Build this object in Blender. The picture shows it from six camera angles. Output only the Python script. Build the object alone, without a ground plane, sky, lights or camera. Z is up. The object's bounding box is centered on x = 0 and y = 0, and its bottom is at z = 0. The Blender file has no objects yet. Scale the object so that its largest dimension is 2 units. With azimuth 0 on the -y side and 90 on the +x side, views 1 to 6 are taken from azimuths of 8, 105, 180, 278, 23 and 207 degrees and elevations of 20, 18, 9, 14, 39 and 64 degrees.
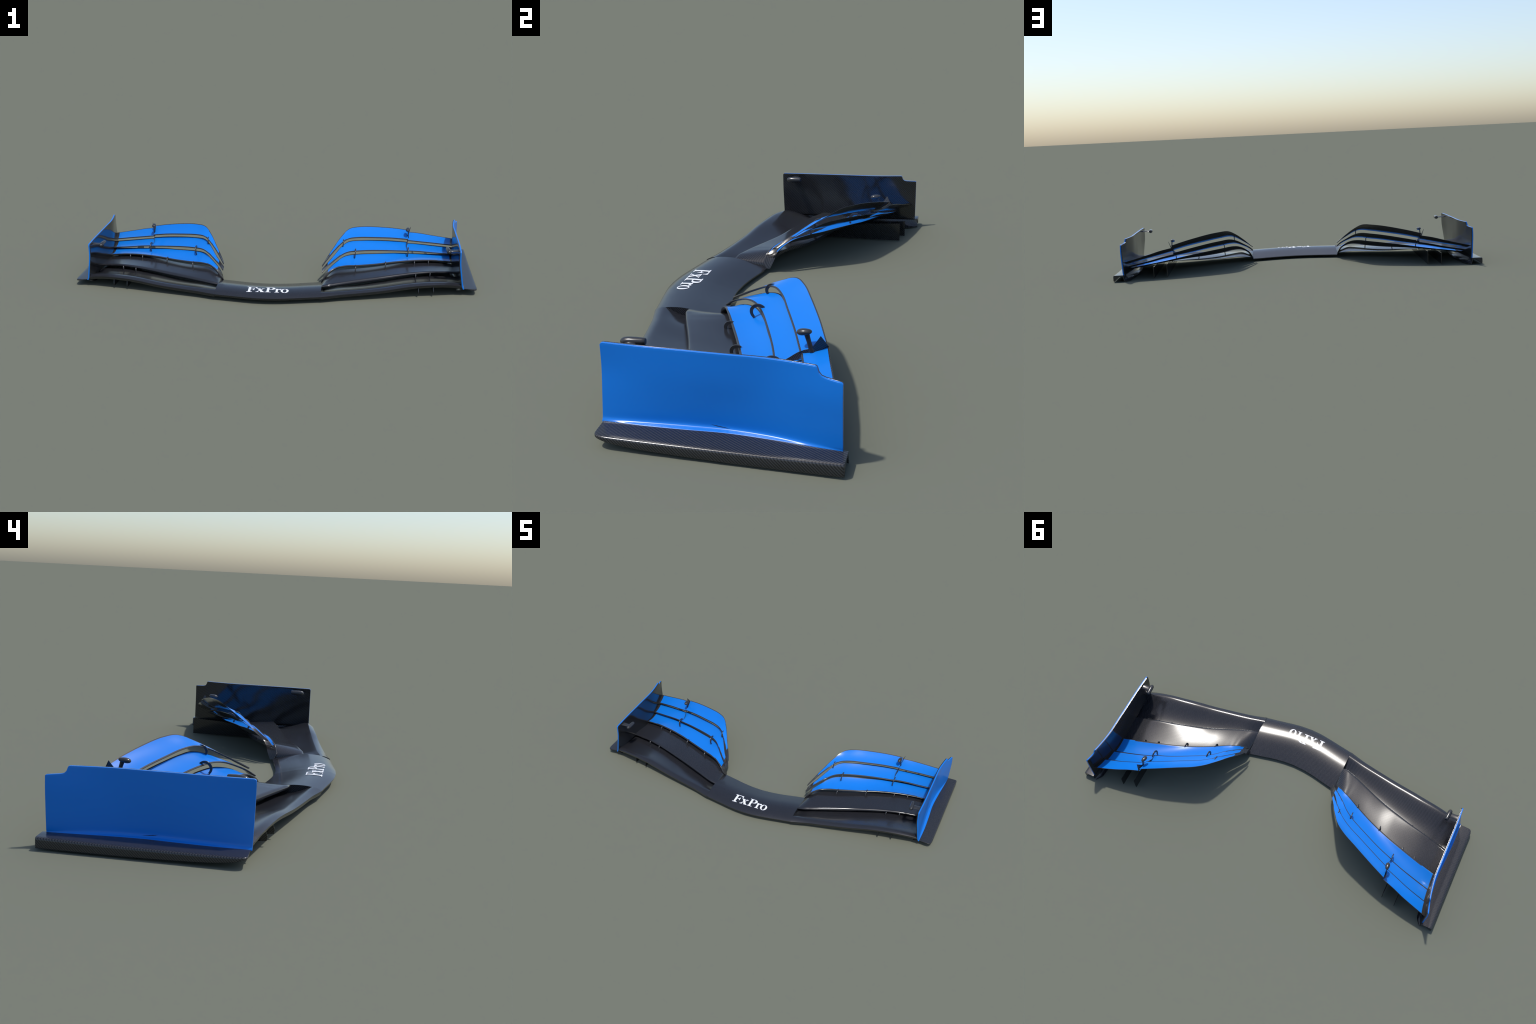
# Racing-car front wing: painted flaps and endplates on a woven carbon body.
# The right half (+x) is modelled, the left half is its mirror image.
import bpy, bmesh, math
from mathutils import Vector, Matrix

# ------------------------------------------------------------------ helpers
def lerp(a, b, t):
    return a + (b - a) * t

def interp(x, xs, ys):
    if x <= xs[0]:
        return ys[0]
    for i in range(len(xs) - 1):
        if x <= xs[i + 1]:
            return lerp(ys[i], ys[i + 1], (x - xs[i]) / (xs[i + 1] - xs[i]))
    return ys[-1]

def smooth_interp(x, xs, ys):
    """Monotone-ish cubic (finite difference Hermite) through the knots."""
    n = len(xs)
    if x <= xs[0]:
        return ys[0]
    if x >= xs[-1]:
        return ys[-1]
    i = max(k for k in range(n - 1) if xs[k] <= x)
    h = xs[i + 1] - xs[i]
    def slope(k):
        if k == 0:
            return (ys[1] - ys[0]) / (xs[1] - xs[0])
        if k == n - 1:
            return (ys[-1] - ys[-2]) / (xs[-1] - xs[-2])
        return (ys[k + 1] - ys[k - 1]) / (xs[k + 1] - xs[k - 1])
    t = (x - xs[i]) / h
    a, b, m0, m1 = ys[i], ys[i + 1], slope(i) * h, slope(i + 1) * h
    return ((2*t**3 - 3*t**2 + 1) * a + (t**3 - 2*t**2 + t) * m0
            + (-2*t**3 + 3*t**2) * b + (t**3 - t**2) * m1)

def catmull(points, per):
    """Dense Catmull-Rom through tuples of any length."""
    p = [points[0]] + list(points) + [points[-1]]
    p[0] = tuple(2*a - b for a, b in zip(points[0], points[1]))
    p[-1] = tuple(2*a - b for a, b in zip(points[-1], points[-2]))
    out = []
    for i in range(1, len(p) - 2):
        for k in range(per):
            t = k / per
            out.append(tuple(.5 * (2*b + (c - a)*t + (2*a - 5*b + 4*c - d)*t*t
                                   + (3*b - a - 3*c + d)*t**3)
                             for a, b, c, d in zip(p[i-1], p[i], p[i+1], p[i+2])))
    out.append(tuple(points[-1]))
    return out

def mesh_from(name, verts, faces, mats, mat_index=None, sharp=35):
    me = bpy.data.meshes.new(name)
    me.from_pydata([tuple(v) for v in verts], [], faces)
    for m in mats:
        me.materials.append(m)
    if mat_index:
        me.polygons.foreach_set("material_index", mat_index)
    bm = bmesh.new()
    bm.from_mesh(me)
    bmesh.ops.remove_doubles(bm, verts=bm.verts, dist=1e-6)
    bmesh.ops.recalc_face_normals(bm, faces=bm.faces)
    for f in bm.faces:
        f.smooth = True
    for e in bm.edges:
        if len(e.link_faces) == 2 and e.calc_face_angle(0) > math.radians(sharp):
            e.smooth = False
    bm.to_mesh(me)
    bm.free()
    me.update()
    return me

def loft(sections, closed=True, caps=True):
    """Quads between consecutive section loops; returns verts, faces, (row, col)."""
    n = len(sections[0])
    verts = [v for s in sections for v in s]
    faces, tag = [], []
    for i in range(len(sections) - 1):
        for j in range(n if closed else n - 1):
            k = (j + 1) % n
            faces.append((i*n + j, i*n + k, (i+1)*n + k, (i+1)*n + j))
            tag.append((i, j))
    if caps:
        for row in (0, len(sections) - 1):
            faces.append(tuple(row*n + j for j in range(n)))
            tag.append((row, -1))
    return verts, faces, tag

root = bpy.data.objects.new("front_wing", None)
bpy.context.scene.collection.objects.link(root)
root["label"] = "wide racing car front wing with blue flaps and black woven carbon body"
root["category"] = "car wing"

def add(name, me, parent=root):
    ob = bpy.data.objects.new(name, me)
    bpy.context.scene.collection.objects.link(ob)
    ob.parent = parent
    return ob

def add_pair(name, me, parents=(root, root), mirror_mat=None):
    """The modelled part on the +x side and its mirror image on the -x side."""
    a = add(name, me, parents[0])
    other = me.copy()
    other.transform(Matrix.Diagonal((-1, 1, 1, 1)))
    other.flip_normals()
    if mirror_mat:
        other.materials[0] = mirror_mat
    b = add(name, other, parents[1])
    return a, b

# ---------------------------------------------------------------- materials
def carbon(name, direction, base=(.008, .0085, .011), light=(.028, .029, .034), rough=.18,
           period=.0078, contrast=1.0):
    """Lacquered twill weave: diagonal ribs along the given direction."""
    m = bpy.data.materials.new(name)
    m.use_nodes = True
    nt = m.node_tree
    N, L = nt.nodes, nt.links
    bsdf = N["Principled BSDF"]
    co = N.new("ShaderNodeTexCoord")
    def rib(vec, per):
        d = N.new("ShaderNodeVectorMath"); d.operation = 'DOT_PRODUCT'
        L.new(co.outputs["Object"], d.inputs[0])
        d.inputs[1].default_value = tuple(c * 2 * math.pi / per for c in vec)
        s = N.new("ShaderNodeMath"); s.operation = 'SINE'
        L.new(d.outputs["Value"], s.inputs[0])
        return s
    a = rib(direction, period)
    b = rib((direction[0], -direction[1], direction[2]), period * .5)
    mix = N.new("ShaderNodeMath"); mix.operation = 'MULTIPLY_ADD'
    L.new(b.outputs[0], mix.inputs[0]); mix.inputs[1].default_value = .22
    L.new(a.outputs[0], mix.inputs[2])
    ramp = N.new("ShaderNodeMapRange")
    L.new(mix.outputs[0], ramp.inputs["Value"])
    ramp.inputs["From Min"].default_value = -1.1
    ramp.inputs["From Max"].default_value = 1.1
    mc = N.new("ShaderNodeMix"); mc.data_type = 'RGBA'
    L.new(ramp.outputs["Result"], mc.inputs["Factor"])
    mc.inputs["A"].default_value = (*base, 1)
    mc.inputs["B"].default_value = (*light, 1)
    L.new(mc.outputs["Result"], bsdf.inputs["Base Color"])
    bump = N.new("ShaderNodeBump")
    bump.inputs["Strength"].default_value = .03 * contrast
    bump.inputs["Distance"].default_value = .0006
    L.new(ramp.outputs["Result"], bump.inputs["Height"])
    L.new(bump.outputs["Normal"], bsdf.inputs["Normal"])
    bsdf.inputs["Roughness"].default_value = rough
    bsdf.inputs["Specular IOR Level"].default_value = .55
    return m

def paint(name, color, rough, spec=.5, coat=0.0):
    m = bpy.data.materials.new(name)
    m.use_nodes = True
    nt = m.node_tree
    N, L = nt.nodes, nt.links
    bsdf = N["Principled BSDF"]
    co = N.new("ShaderNodeTexCoord")
    noise = N.new("ShaderNodeTexNoise")
    noise.inputs["Scale"].default_value = 900
    L.new(co.outputs["Object"], noise.inputs["Vector"])
    mc = N.new("ShaderNodeMix"); mc.data_type = 'RGBA'
    L.new(noise.outputs["Fac"], mc.inputs["Factor"])
    mc.inputs["A"].default_value = (*[c * .96 for c in color], 1)
    mc.inputs["B"].default_value = (*[min(1, c * 1.04) for c in color], 1)
    L.new(mc.outputs["Result"], bsdf.inputs["Base Color"])
    bsdf.inputs["Roughness"].default_value = rough
    bsdf.inputs["Specular IOR Level"].default_value = spec
    bsdf.inputs["Coat Weight"].default_value = coat
    bsdf.inputs["Coat Roughness"].default_value = .05
    return m

CARBON = carbon("woven_carbon", (1, 1, 1))
CARBON_PLATE = carbon("woven_carbon_plate", (0, 1, -1), base=(.006, .006, .007), light=(.026, .027, .029), rough=.12)
CARBON_PLATE_LEFT = carbon("woven_carbon_plate_mirrored", (0, 1, 1), base=(.006, .006, .007), light=(.026, .027, .029), rough=.12)
CARBON_FOOT = carbon("woven_carbon_foot", (1, 1, 1), base=(.007, .0075, .009), light=(.045, .046, .050))
CARBON_FOOT_LEFT = carbon("woven_carbon_foot_mirrored", (1, 1, -1), base=(.007, .0075, .009), light=(.045, .046, .050))
CARBON_DARK = carbon("woven_carbon_trim", (1, 1, 1), base=(.014, .014, .016), light=(.042, .041, .042))
BLUE = paint("blue_paint", (.006, .172, .64), .24, .3)
WHITE = paint("white_lettering", (.78, .79, .83), .3)
BLACK = paint("black_gloss", (.03, .031, .034), .2)

# ----------------------------------------------------- centre of the wing
CX = [0, .06, .12, .18, .255]
C_LE = [-.3815, -.378, -.369, -.358, -.3445]
C_TE = [-.150, -.146, -.137, -.124, -.108]
TOP_S = [0, .012, .03, .08, .16, .25, .35, .45, .6, .8, 1]
TOP_Z = [.0310, .0325, .0345, .0390, .0434, .0456, .0460, .0446, .0390, .0275, .0150]
BOT_S = [0, .012, .03, .08, .16, .3, .5, .75, 1]
BOT_Z = [.0310, .0235, .0185, .0145, .0130, .0122, .0120, .0110, .0105]

def centre_top(x, y):
    le, te = smooth_interp(abs(x), CX, C_LE), smooth_interp(abs(x), CX, C_TE)
    return smooth_interp((y - le) / (te - le), TOP_S, TOP_Z)

def centre_section(x):
    le, te = smooth_interp(abs(x), CX, C_LE), smooth_interp(abs(x), CX, C_TE)
    n = 40
    s = [(1 - math.cos(math.pi * k / n)) / 2 for k in range(n + 1)]
    up = [(x, lerp(le, te, t), smooth_interp(t, TOP_S, TOP_Z)) for t in s]
    lo = [(x, lerp(le, te, t), smooth_interp(t, BOT_S, BOT_Z)) for t in s]
    return up[::-1] + lo[1:]

xs = [-.255 + .51 * k / 48 for k in range(49)]
v, f, t = loft([centre_section(x) for x in xs])
centre = add("main_plane", mesh_from("main_plane", v, f, [CARBON]))

# Lettering: five bold serif letters, drawn in units of the capital height.
def arc(cx, cy, rx, ry, a0, a1, n=14):
    return [(cx + rx * math.cos(math.radians(lerp(a0, a1, k / n))),
             cy + ry * math.sin(math.radians(lerp(a0, a1, k / n)))) for k in range(n + 1)]

def letter_f():
    return [[(0, 0), (0, .05), (.12, .08), (.12, .92), (0, .95), (0, 1), (.80, 1), (.83, .72), (.77, .72),
             (.69, .87), (.58, .93), (.315, .93), (.315, .55), (.46, .55), (.53, .60), (.56, .70), (.61, .70),
             (.61, .32), (.56, .32), (.53, .42), (.46, .48), (.315, .48), (.315, .08), (.47, .05), (.47, 0)]]

def letter_x():
    return [[(0, 0), (0, .045), (.09, .07), (.29, .31), (.11, .60), (.02, .635), (.02, .68), (.40, .68),
             (.40, .635), (.34, .62), (.43, .46), (.55, .60), (.48, .635), (.48, .68), (.73, .68), (.73, .635),
             (.65, .61), (.475, .39), (.68, .08), (.77, .045), (.77, 0), (.39, 0), (.39, .045), (.45, .06),
             (.335, .24), (.19, .07), (.27, .045), (.27, 0)]]

def letter_p():
    return [[(0, 0), (0, .05), (.12, .08), (.12, .92), (0, .95), (0, 1), (.48, 1)]
            + arc(.48, .73, .31, .27, 90, -90) + [(.315, .46), (.315, .08), (.48, .05), (.48, 0)],
            [(.315, .93), (.44, .93)] + arc(.44, .73, .13, .205, 90, -90) + [(.315, .53)]]

def letter_r():
    return [[(0, 0), (0, .045), (.09, .07), (.09, .60), (0, .635), (0, .68), (.28, .68), (.29, .57)]
            + [(.36, .655), (.44, .69), (.52, .67), (.545, .60), (.52, .52), (.45, .49), (.385, .52), (.36, .55)]
            + [(.275, .47), (.275, .07), (.40, .045), (.40, 0)]]

def letter_o():
    return [arc(.32, .34, .32, .355, 0, 351, 39), arc(.32, .34, .145, .305, 0, 348, 29)]

def lettering():
    cap, x0, y0 = .0605, -.1015, -.3355
    verts, faces = [], []
    for maker, off, wid in ((letter_f, 0, .99), (letter_x, .74, .92), (letter_p, 1.49, .98),
                            (letter_r, 2.25, .92), (letter_o, 2.72, 1.0)):
        cu = bpy.data.curves.new("glyph", 'CURVE')
        cu.dimensions, cu.fill_mode = '2D', 'BOTH'
        for outline in maker():
            sp = cu.splines.new('POLY')
            sp.points.add(len(outline) - 1)
            for p, (px, py) in zip(sp.points, outline):
                p.co = (x0 + (off + px * wid) * cap, y0 + py * cap, 0, 1)
            sp.use_cyclic_u = True
        ob = bpy.data.objects.new("glyph", cu)
        me = ob.to_mesh()
        bm = bmesh.new()
        bm.from_mesh(me)
        bmesh.ops.triangulate(bm, faces=bm.faces)
        for _ in range(5):
            long = [e for e in bm.edges if e.calc_length() > .006]
            if long:
                bmesh.ops.subdivide_edges(bm, edges=long, cuts=1)
                bmesh.ops.triangulate(bm, faces=bm.faces)
        bm.verts.index_update()
        base = len(verts)
        for w in bm.verts:
            verts.append((w.co.x, w.co.y, centre_top(w.co.x, w.co.y) + .0010))
        for q in bm.faces:
            faces.append(tuple(base + w.index for w in q.verts))
        bm.free()
        ob.to_mesh_clear()
        bpy.data.objects.remove(ob)
        bpy.data.curves.remove(cu)
    me = mesh_from("lettering", verts, faces, [WHITE])
    for p in me.polygons:
        if p.normal.z < 0:
            p.flip()
    return me

add("lettering", lettering(), centre)

# ------------------------------------------------------------ endplate form
PLATE_Y = [-.203, -.10, 0, .10, .20, .30, .369]
PLATE_Z = [.034, .0365, .0405, .058, .10, .16, .223]
PLATE_X = [[.936, .9385, .935, .930, .9345, .943, .948],
           [.9345, .9315, .9258, .9212, .9275, .940, .948],
           [.932, .927, .921, .917, .9235, .9385, .949],
           [.929, .9255, .920, .9165, .9225, .938, .950],
           [.923, .923, .920, .917, .922, .938, .952],
           [.915, .920, .920, .919, .921, .938, .954],
           [.9135, .917, .9175, .918, .919, .933, .951]]

def plate_x(y, z):
    """Outer skin of the gently S-curved endplate."""
    return smooth_interp(z, PLATE_Z, [smooth_interp(y, PLATE_Y, row) for row in PLATE_X])

def plate_top(y):
    """Upper edge: straight, then the concave step near the rear."""
    return interp(y, [-.203, -.200, -.196, .306, .309, .311, .314, .320, .330, .366, .369],
                  [.219, .2230, .2240, .2235, .2225, .219, .210, .2035, .2010, .1985, .196])

THICK = .0100

# --------------------------------------------------------------- main element
# x, leading edge y, nose height, trailing edge y, z, crest position, extra crest height
E1 = [(0.255, -0.346, 0.0275, -0.195, 0.012, 0.22, 0.005), (0.3, -0.3325, 0.0285, -0.187, 0.017, 0.2, 0.003),
      (0.35, -0.3185, 0.0305, -0.174, 0.022, 0.18, 0.001), (0.45, -0.2975, 0.034, -0.139, 0.0215, 0.15, 0),
      (0.55, -0.2775, 0.04, -0.1, 0.026, 0.13, 0), (0.65, -0.258, 0.051, -0.067, 0.033, 0.12, 0),
      (0.72, -0.2445, 0.056, -0.047, 0.036, 0.11, 0), (0.8, -0.231, 0.0575, -0.032, 0.036, 0.1, 0),
      (0.87, -0.2165, 0.053, -0.024, 0.031, 0.1, 0), (0.926, -0.2025, 0.043, -0.018, 0.024, 0.1, 0)]

def main_element_section(st):
    x, le, zc, te, zt, sc, rise = st
    edge, top, bot = zc + .0045, zc + .0105 + rise, zc - .0125
    n = 34
    s = [(1 - math.cos(math.pi * k / n)) / 2 for k in range(n + 1)]
    def zu(t):
        if t < sc:
            return edge + (top - edge) * (1 - (1 - t / sc) ** 1.8)
        u = (t - sc) / (1 - sc)
        return zt + (top - zt) * (1 - u ** 1.4) ** 2.7
    def zl(t):
        b = .045
        if t < b:
            return edge - (edge - bot) * (1 - (1 - t / b) ** 1.6)
        return lerp(bot, zt - .002, ((t - b) / (1 - b)) ** 1.5)
    up = [(x, lerp(le, te, t), zu(t)) for t in s]
    lo = [(x, lerp(le, te, t), min(zl(t), zu(t) - .0015) if t > 0 else zl(t)) for t in s]
    return up[::-1] + lo[1:]

v, f, t = loft([main_element_section(p) for p in catmull(E1, 8)])
add_pair("wing_element", mesh_from("wing_element", v, f, [CARBON]))

# -------------------------------------------------- aerofoil strips (flaps)
def strip_section(le, te, span, camber, thick, n=22, blunt=0, tail=.0006):
    """Thin cambered aerofoil between two edge points; returns loop and chord fractions."""
    le, te, span = Vector(le), Vector(te), Vector(span)
    d = te - le
    c = d.length
    nrm = d.cross(span)
    if nrm.length < 1e-9:
        nrm = Vector((0, 0, 1))
    nrm.normalize()
    if nrm.z < 0:
        nrm = -nrm
    s = [(1 - math.cos(math.pi * k / n)) / 2 for k in range(n + 1)]
    def half(t):
        if blunt and t < blunt:
            return thick * math.sqrt(max(0, 1 - ((blunt - t) / blunt) ** 2))
        if blunt:
            return thick * (1 - ((t - blunt) / (1 - blunt)) ** 1.6) + tail * t
        return thick * (1.4845 * math.sqrt(t) - .63 * t - 1.758 * t*t + 1.4215 * t**3 - .5075 * t**4) + .0006 * t
    def mid(t):
        return -camber * c * 4 * t * (1 - t)
    up = [le + d * t + nrm * (mid(t) + half(t)) for t in s]
    lo = [le + d * t + nrm * (mid(t) - half(t)) for t in s]
    return [tuple(p) for p in up[::-1] + lo[1:]], s[::-1], c

def strip(name, stations, mats, per=14, le_band=.007, te_band=.004, ends=(0, 0), painted=True, n=22, blunt=0):
    """stations: (LE xyz, TE xyz, camber, half thickness, half tail). Painted inside a carbon border."""
    dense = catmull([tuple(st[0]) + tuple(st[1]) + tuple(st[2:4]) + (st[4] if len(st) > 4 else .0006,) for st in stations], per)

    secs, chords = [], []
    mids = [Vector(((p[0] + p[3]) / 2, (p[1] + p[4]) / 2, (p[2] + p[5]) / 2)) for p in dense]
    for i, p in enumerate(dense):
        span = mids[min(i + 1, len(mids) - 1)] - mids[max(i - 1, 0)]
        loop, s, c = strip_section(p[:3], p[3:6], span, p[6], p[7], n, blunt, p[8])
        secs.append(loop)
        chords.append(c)
    v, f, tag = loft(secs)
    dist = [0]
    for a, b in zip(mids, mids[1:]):
        dist.append(dist[-1] + (b - a).length)
    idx = []
    for (i, j) in tag:
        m = 0
        if painted and 0 <= j < n:
            t = (s[j] + s[j + 1]) / 2
            c = chords[i]
            d0, d1 = dist[i], dist[-1] - dist[min(i + 1, len(dist) - 1)]
            if t * c > le_band and (1 - t) * c > te_band and d0 >= ends[0] and d1 >= ends[1]:
                m = 1
        idx.append(m)
    return mesh_from(name, v, f, mats, idx, 40)

# second, carbon element behind the slot of the main element
E2 = [((.2545, -.237, 0.04), (.2545, -.108, .0125), .00, .0040, .0010), ((.262, -.236, 0.04), (.262, -.103, .028), .00, .0060, .0025),
      ((.289, -.232, 0.0421), (.289, -.087, .0465), .00, .0080, .0045), ((.317, -.222, 0.0426), (.317, -.069, .0580), .00, 0.0081, .0052),
      ((.345, -.211, 0.0431), (.345, -.055, .0585), .00, 0.0089, .0052), ((.376, -.198, 0.0436), (.376, -.041, .0560), -.005, 0.0095, .0050),
      ((.455, -.165, 0.0451), (.455, -.001, .0500), -.010, 0.0097, .0042), ((.535, -.134, 0.0471), (.535, .033, .0500), -.008, 0.0091, .0030),
      ((.617, -.107, 0.0526), (.617, .066, .0537), .000, 0.0081, .0018), ((.700, -.081, 0.0571), (.700, .091, .0562), .015, 0.0073, .0008),
      ((.780, -.061, 0.0591), (.780, .112, .0545), .025, 0.0066, .0006), ((.850, -.044, 0.0546), (.850, .128, .046), .015, 0.0059, .0006),
      ((.915, -.030, 0.0481), (.918, .142, .034), .0, .006, .0006)]
add_pair("wing_element", strip("wing_element", E2, [CARBON], painted=False, n=30, blunt=.06))

MATS = [CARBON_DARK, BLUE]

def stations(le, te, camber, thick):
    return [(a, b, camber, thick) for a, b in zip(le, te)]

# first painted flap: full span, inner end curls down to the rear of the main plane
F3_LE = [(0.25, -0.116, 0.012), (0.259, -0.126, 0.0352), (0.281, -0.117, 0.0632), (0.321, -0.092, 0.0822), (0.369, -0.068, 0.0847),
         (0.43, -0.039, 0.0772), (0.52, 0.002, 0.0717), (0.62, 0.041, 0.0727), (0.72, 0.072, 0.0722), (0.82, 0.098, 0.0652),
         (0.914, 0.118, 0.0517)]
F3_TE = [(0.25, -0.1, 0.012), (0.26, -0.0865, 0.042), (0.28, -0.0745, 0.07), (0.322, -0.0355, 0.1), (0.366, 0.017, 0.1125),
         (0.431, 0.06, 0.1085), (0.52, 0.098, 0.0995), (0.62, 0.142, 0.0885), (0.72, 0.1785, 0.0745), (0.82, 0.2095, 0.0625),
         (0.922, 0.2385, 0.0505)]
add_pair("flap", strip("flap", stations(F3_LE, F3_TE, .085, .0052), MATS, blunt=.09, ends=(.065, .014)))

# second painted flap: inner panel and, beyond the step, outer panel
F4_LE = [(0.25, -0.112, 0.065), (0.27, -0.0905, 0.0832), (0.3, -0.0625, 0.1032), (0.341, -0.0215, 0.1242), (0.379, 0.0165, 0.1297),
         (0.43, 0.0495, 0.1252), (0.5, 0.0815, 0.1182), (0.6, 0.1225, 0.1047), (0.688, 0.1515, 0.0937)]
F4_TE = [(0.25, -0.079, 0.073), (0.27, -0.0625, 0.0935), (0.3, -0.0235, 0.1175), (0.341, 0.0455, 0.1495), (0.379, 0.0925, 0.1635),
         (0.43, 0.1225, 0.1605), (0.5, 0.1545, 0.1525), (0.6, 0.1985, 0.1365), (0.688, 0.2305, 0.12)]
add_pair("flap", strip("flap", stations(F4_LE, F4_TE, .055, .0029), MATS, blunt=.09, ends=(.045, 0)))
F4_LEO = [(0.684, 0.1545, 0.0947), (0.75, 0.1735, 0.0857), (0.82, 0.1895, 0.0747), (0.918, 0.2115, 0.0612)]
F4_TEO = [(.684, .231, .114), (.750, .252, .103), (.820, .275, .0885), (.929, .300, .070)]
add_pair("flap", strip("flap", stations(F4_LEO, F4_TEO, .055, .0029), MATS, blunt=.09, ends=(0, .014)))

# third painted flap, likewise in two panels
F5_LE = [(0.25, -0.088, 0.0905), (0.27, -0.0575, 0.1102), (0.3, -0.0135, 0.1362), (0.342, 0.0385, 0.1672), (0.377, 0.0775, 0.1802),
         (0.43, 0.1115, 0.1772), (0.5, 0.1415, 0.1682), (0.6, 0.1835, 0.1532), (0.688, 0.2175, 0.1357)]
F5_TE = [(0.25, -0.072, 0.093), (0.269, -0.034, 0.1145), (0.299, 0.015, 0.149), (0.34, 0.088, 0.191), (0.38, 0.142, 0.217),
         (0.43, 0.177, 0.218), (0.5, 0.209, 0.21), (0.6, 0.252, 0.191), (0.688, 0.286, 0.17)]
add_pair("flap", strip("flap", stations(F5_LE, F5_TE, .055, .0029), MATS, blunt=.09, ends=(.075, 0)))
F5_LEO = [(0.684, 0.2195, 0.1302), (0.75, 0.2395, 0.1172), (0.82, 0.2605, 0.1042), (0.926, 0.2845, 0.0857)]
F5_TEO = [(0.684, 0.289, 0.158), (0.75, 0.307, 0.146), (0.82, 0.328, 0.128), (0.94, 0.357, 0.1)]
add_pair("flap", strip("flap", stations(F5_LEO, F5_TEO, .055, .0029), MATS, blunt=.09, ends=(0, .014)))

# --------------------------------------------- carbon fins closing the step
def ribbon(name, low, high, thick, mat, per=8):
    a, b = catmull(low, per), catmull(high, per)
    secs = []
    for i, (p, q) in enumerate(zip(a, b)):
        secs.append([(p[0] - thick, p[1], p[2]), (q[0] - thick, q[1], q[2]),
                     (q[0] + thick, q[1], q[2]), (p[0] + thick, p[1], p[2])])
    v, f, t = loft(secs)
    return mesh_from(name, v, f, [mat], None, 30)

add_pair("step_fin", ribbon("step_fin",
    [(.682, .160, .0935), (.681, .185, .0985), (.684, .207, .106), (.687, .222, .124), (.6885, .245, .134),
     (.689, .268, .145), (.689, .2915, .157)],
    [(.682, .160, .0965), (.679, .185, .1120), (.682, .207, .129), (.687, .224, .1405), (.690, .246, .150),
     (.697, .262, .172), (.7035, .2735, .1905)], .0009, CARBON_DARK))

# ------------------------------------------------------------------ endplate
def plate_layer(name, a, b, mat, round_edge):
    """Shell between two offsets inward from the outer skin."""
    ys = sorted(set([round(-.203 + .0115 * k, 5) for k in range(50)] +
                    [-.203, -.2015, -.200, -.198, -.196, .303, .306, .3075, .309, .310, .311, .3125, .314, .317, .320,
                     .325, .330, .340, .350, .360, .366, .3675, .369]))
    ys = [y for y in ys if y <= .369]
    levels = [0, .004, .008, .013, .019, .026, .034, .043, .055, .07, .09, .115] + [.145 + .855 * k / 24 for k in range(25)]
    m = len(levels) - 1
    grid = {}
    verts, faces = [], []
    for side, off in ((0, a), (1, b)):
        for i, y in enumerate(ys):
            for j in range(m + 1):
                z = lerp(.031, plate_top(y), levels[j])
                grid[side, i, j] = len(verts)
                verts.append((plate_x(y, z) - off, y, z))
    n = len(ys)
    for i in range(n - 1):
        for j in range(m):
            for s in (0, 1):
                faces.append((grid[s, i, j], grid[s, i+1, j], grid[s, i+1, j+1], grid[s, i, j+1]))
    for i in range(n - 1):
        for j in (0, m):
            faces.append((grid[0, i, j], grid[0, i+1, j], grid[1, i+1, j], grid[1, i, j]))
    for j in range(m):
        for i in (0, n - 1):
            faces.append((grid[0, i, j], grid[0, i, j+1], grid[1, i, j+1], grid[1, i, j]))
    me = mesh_from(name, verts, faces, [mat], None, 70)
    bm = bmesh.new()
    bm.from_mesh(me)
    rim = [e for e in bm.edges if not e.smooth]
    bmesh.ops.bevel(bm, geom=rim, offset=round_edge, segments=3, profile=.5, affect='EDGES', clamp_overlap=True)
    for q in bm.faces:
        q.smooth = True
    for e in bm.edges:
        e.smooth = True
    bm.to_mesh(me)
    bm.free()
    return me

plates = add_pair("endplate", plate_layer("endplate", 0, .0062, BLUE, .0022))
add_pair("inner_panel", plate_layer("inner_panel", .0060, THICK, CARBON_PLATE, .0022), plates, CARBON_PLATE_LEFT)

# ----------------------------------------------------------------- footplate
# Cross-section: first offsets from the foot of the endplate, then distances to the outer rim.
FOOT_IN_TOP = [(-.036, .0045), (-.030, .0038), (-.024, .0050), (-.0175, .0110), (-.0125, .0210), (-.0085, .0335), (.004, .0340)]
FOOT_OUT_TOP = [(.030, .0340), (.014, .0340), (.0050, .0336), (.0020, .0322), (.0006, .0290), (0, .0255), (0, .0060), (.0015, .0025)]
FOOT_OUT_LOW = [(.0050, .0015), (.0080, .0030), (.0160, .0130), (.0260, .0225), (.0360, .0262)]
FOOT_IN_LOW = [(.004, .0262), (-.003, .0220), (-.009, .0130), (-.015, .0050), (-.023, .0000), (-.030, .0000), (-.036, .0010)]

def foot_section(y):
    lift = smooth_interp(y, [-.199, -.190, -.175, -.159, -.098, -.030, .085, .20, .375],
                         [.025, .0225, .0185, .0145, .0075, .0040, .0008, 0, 0])
    top = .0342
    droop = smooth_interp(y, [-.199, -.1, 0, .1, .2, .30, .38], [.0025, .0042, .0042, .0038, .0034, .0015, 0])
    rim = interp(y, [-.199, -.1985, -.1970, -.1940, -.188, -.178, -.165, .375, .379, .3805],
                 [.980, .986, .990, .9935, .9965, .999, 1.0, 1.0, .9995, .998])
    foot = plate_x(min(y, .369), .034)
    tuck = interp(y, [.350, .366, .38], [1, .65, .4])
    pts = ([(foot + d * tuck, z) for d, z in FOOT_IN_TOP] + [(rim - d, z) for d, z in FOOT_OUT_TOP + FOOT_OUT_LOW]
           + [(foot + d * tuck, z) for d, z in FOOT_IN_LOW])
    reach = max(.01, rim - foot)
    return [(x, y, lerp(lift, top - droop * min(1, max(0, (x - foot) / reach)), z / .034)) for x, z in pts]

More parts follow.
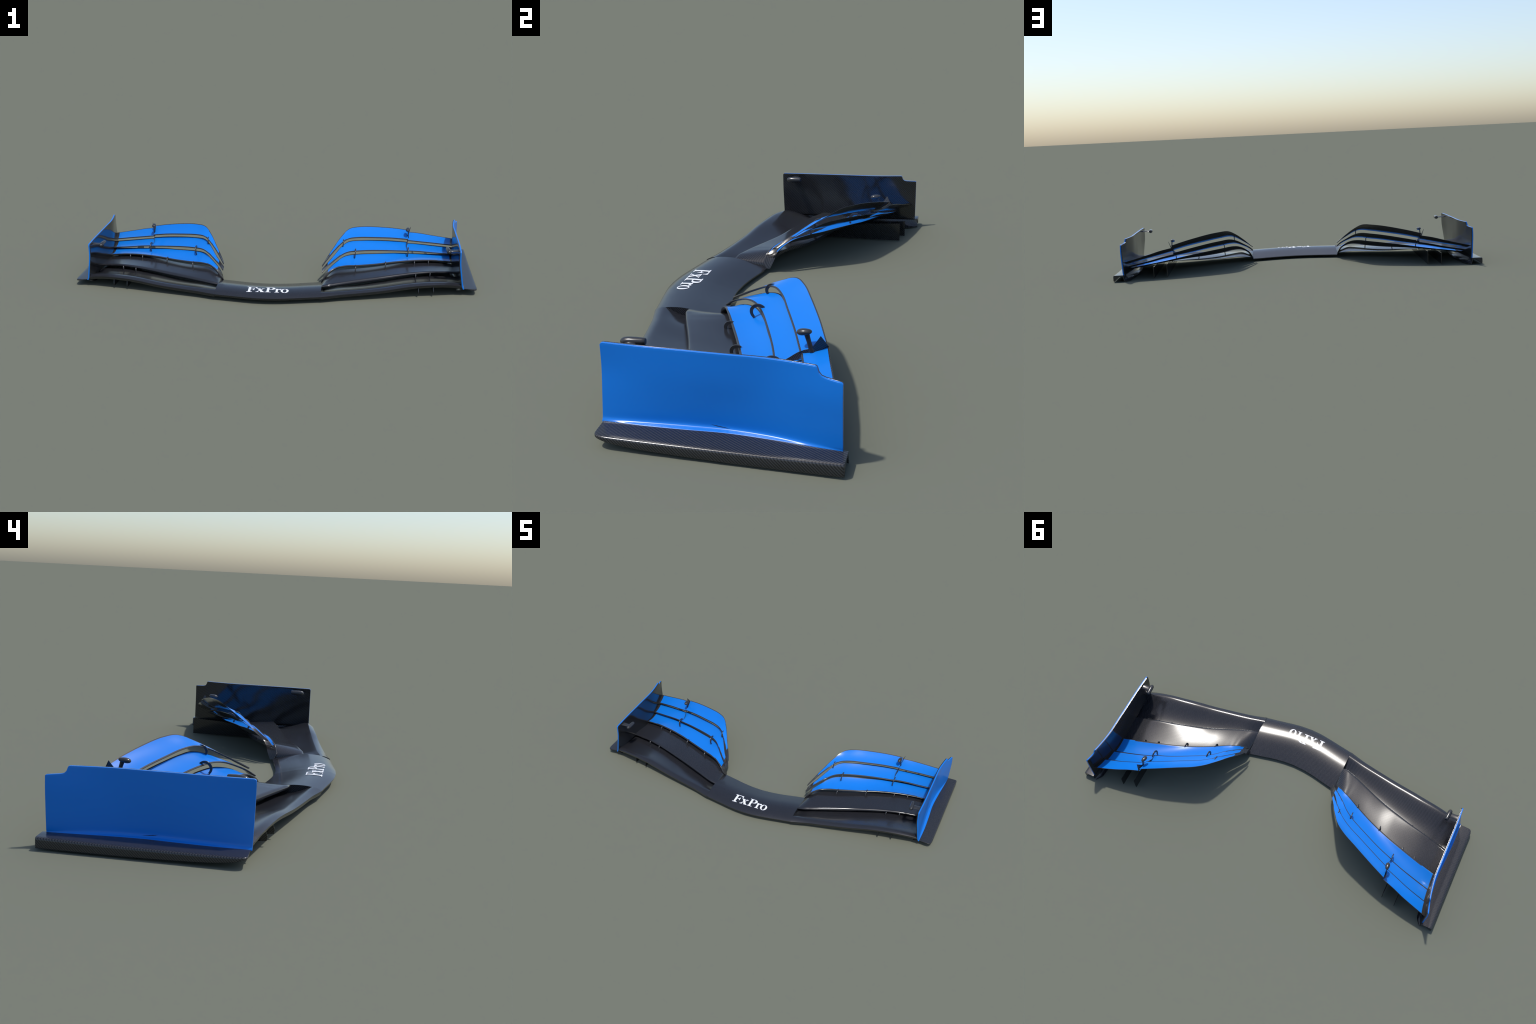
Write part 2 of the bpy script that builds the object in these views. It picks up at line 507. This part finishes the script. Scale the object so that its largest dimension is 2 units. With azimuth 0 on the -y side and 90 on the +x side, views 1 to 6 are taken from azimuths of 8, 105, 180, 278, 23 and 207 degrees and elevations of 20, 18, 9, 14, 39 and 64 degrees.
ys = [-.199, -.1985, -.1978, -.197, -.1955, -.194, -.191, -.188, -.183, -.178, -.172, -.165] + \
     [-.165 + .0145 * k for k in range(1, 37)] + [.366, .372, .376, .379, .3805]
ys = sorted(set(ys))
v, f, t = loft([foot_section(y) for y in ys])
add_pair("footplate", mesh_from("footplate", v, f, [CARBON_FOOT], None, 50), mirror_mat=CARBON_FOOT_LEFT)

# ------------------------------------------------- vertical fences underneath
def fence(x, toe, profile, thick=.0016):
    """Thin vertical plate; toe turns its front end outward."""
    a = [(x - toe * y - thick, y, z) for y, z in profile]
    b = [(x - toe * y + thick, y, z) for y, z in profile]
    n = len(profile)
    faces = [tuple(range(n))[::-1], tuple(range(n, 2 * n))]
    faces += [(i, (i + 1) % n, n + (i + 1) % n, n + i) for i in range(n)]
    return mesh_from("strake", a + b, faces, [CARBON_PLATE], None, 20)

def fence_profile(y0, y1, zrear):
    return [(y0 + .004, .045), (y0 - .002, .026), (y0, .014), (y0 + .006, .0125), (-.10, .007), (.10, .0045), (y1, .0028), (y1, zrear), (y1 - .14, zrear - .007),
            (y1 - .25, .050), (.02, .034), (-.06, .034), (-.14, .042)]

add_pair("strake", fence(.7167, .0078, fence_profile(-.236, .3265, .0750)), mirror_mat=CARBON_PLATE_LEFT)
add_pair("strake", fence(.7878, .0078, fence_profile(-.224, .3405, .0650)), mirror_mat=CARBON_PLATE_LEFT)

# -------------------------------------------------------- C-shaped brackets
def bracket(x, cy, cz, r, a0, a1, width=.0104, thick=.0023, tilt=.09):
    n = 26
    secs = []
    for k in range(n + 1):
        u = k / n
        a = math.radians(lerp(a0, a1, u))
        w = width * (.55 + .45 * math.sin(math.pi * min(1, max(0, .12 + .76 * u))))
        ro, ri = r, r - w
        loop = []
        for rad, dx in ((ro - .0008, -thick), (ro, -thick * .4), (ro, thick * .4), (ro - .0008, thick),
                        (ri + .0008, thick), (ri, thick * .4), (ri, -thick * .4), (ri + .0008, -thick)):
            y, z = cy + rad * math.cos(a), cz + rad * math.sin(a)
            loop.append((x + dx + tilt * (z - cz), y, z))
        secs.append(loop)
    v, f, t = loft(secs)
    return mesh_from("bracket", v, f, [BLACK], None, 50)

for args in ((.351, .0645, .1620, .0220, 68, 214),      # between the upper two flaps
             (.413, .0380, .1180, .0258, 30, 232),      # between the lower two flaps
             (.684, .1480, .0920, .0270, 35, 222),
             (.416, -.0440, .0640, .0220, 48, 235),     # from the lowest flap to the element before it
             (.566, .0185, .0625, .0215, 52, 235),
             (.714, .0690, .0590, .0155, 55, 240),
             (.786, .0890, .0565, .0150, 55, 240),
             (.713, -.0730, .0440, .0140, 70, 250),     # across the slot of the main element
             (.784, -.0560, .0460, .0140, 70, 250)):
    add_pair("bracket", bracket(*args))

# ------------------------------------------------------------- camera pods
def pod(front, rear, radii, flat, mat=BLACK, size=1.2):
    """Bullet: profile of (fraction, radius) revolved about the axis front->rear, squashed in z."""
    f, r = Vector(front), Vector(rear)
    d = r - f
    side = d.cross(Vector((0, 0, 1))).normalized()
    up = side.cross(d).normalized()
    secs = []
    for u, rad in radii:
        rad *= size
        c = f + d * u
        secs.append([tuple(c + side * (rad * math.cos(2 * math.pi * k / 24)) + up * (rad * flat * math.sin(2 * math.pi * k / 24)))
                     for k in range(24)])
    v, fc, t = loft(secs)
    return mesh_from("camera_pod", v, fc, [mat], None, 50)

BULLET = [(0, .0008), (.015, .0032), (.04, .0052), (.09, .0073), (.16, .0087), (.26, .0095), (.42, .0097), (.65, .0092), (.88, .0082), (.97, .0076), (1.0, .0066)]
pods = add_pair("camera_pod", pod((.861, -.176, .2065), (.856, -.114, .2085), BULLET, .98))

def blade(name, base, tip, half_len, half_thick, axis_len, axis_thick):
    """Short streamlined strut from base to tip."""
    b, t = Vector(base), Vector(tip)
    al, at = Vector(axis_len), Vector(axis_thick)
    secs = []
    for u in (0, .2, .5, .8, 1):
        c = b.lerp(t, u)
        grow = 1 + .25 * (2 * u - 1) ** 2
        secs.append([tuple(c + al * (half_len * grow * math.cos(2 * math.pi * k / 20)) +
                           at * (half_thick * grow * math.sin(2 * math.pi * k / 20))) for k in range(20)])
    v, f, q = loft(secs)
    return mesh_from(name, v, f, [BLACK], None, 50)

add_pair("pod_strut", blade("pod_strut", (.860, -.147, .207), (.906, -.147, .208), .013, .0032, (0, 1, 0), (0, 0, 1)), pods)
BEAN = [(0, .0012), (.03, .0040), (.10, .0066), (.22, .0085), (.38, .0092), (.58, .0088), (.78, .0074), (.92, .0056), (1, .0028)]
heads = add_pair("camera_pod", pod((.683, .210, .1870), (.687, .248, .1925), BEAN, .78))
add_pair("pod_strut", blade("pod_strut", (.690, .249, .140), (.688, .235, .188), .0062, .0028, (0, 1, 0), (1, 0, 0)), heads)
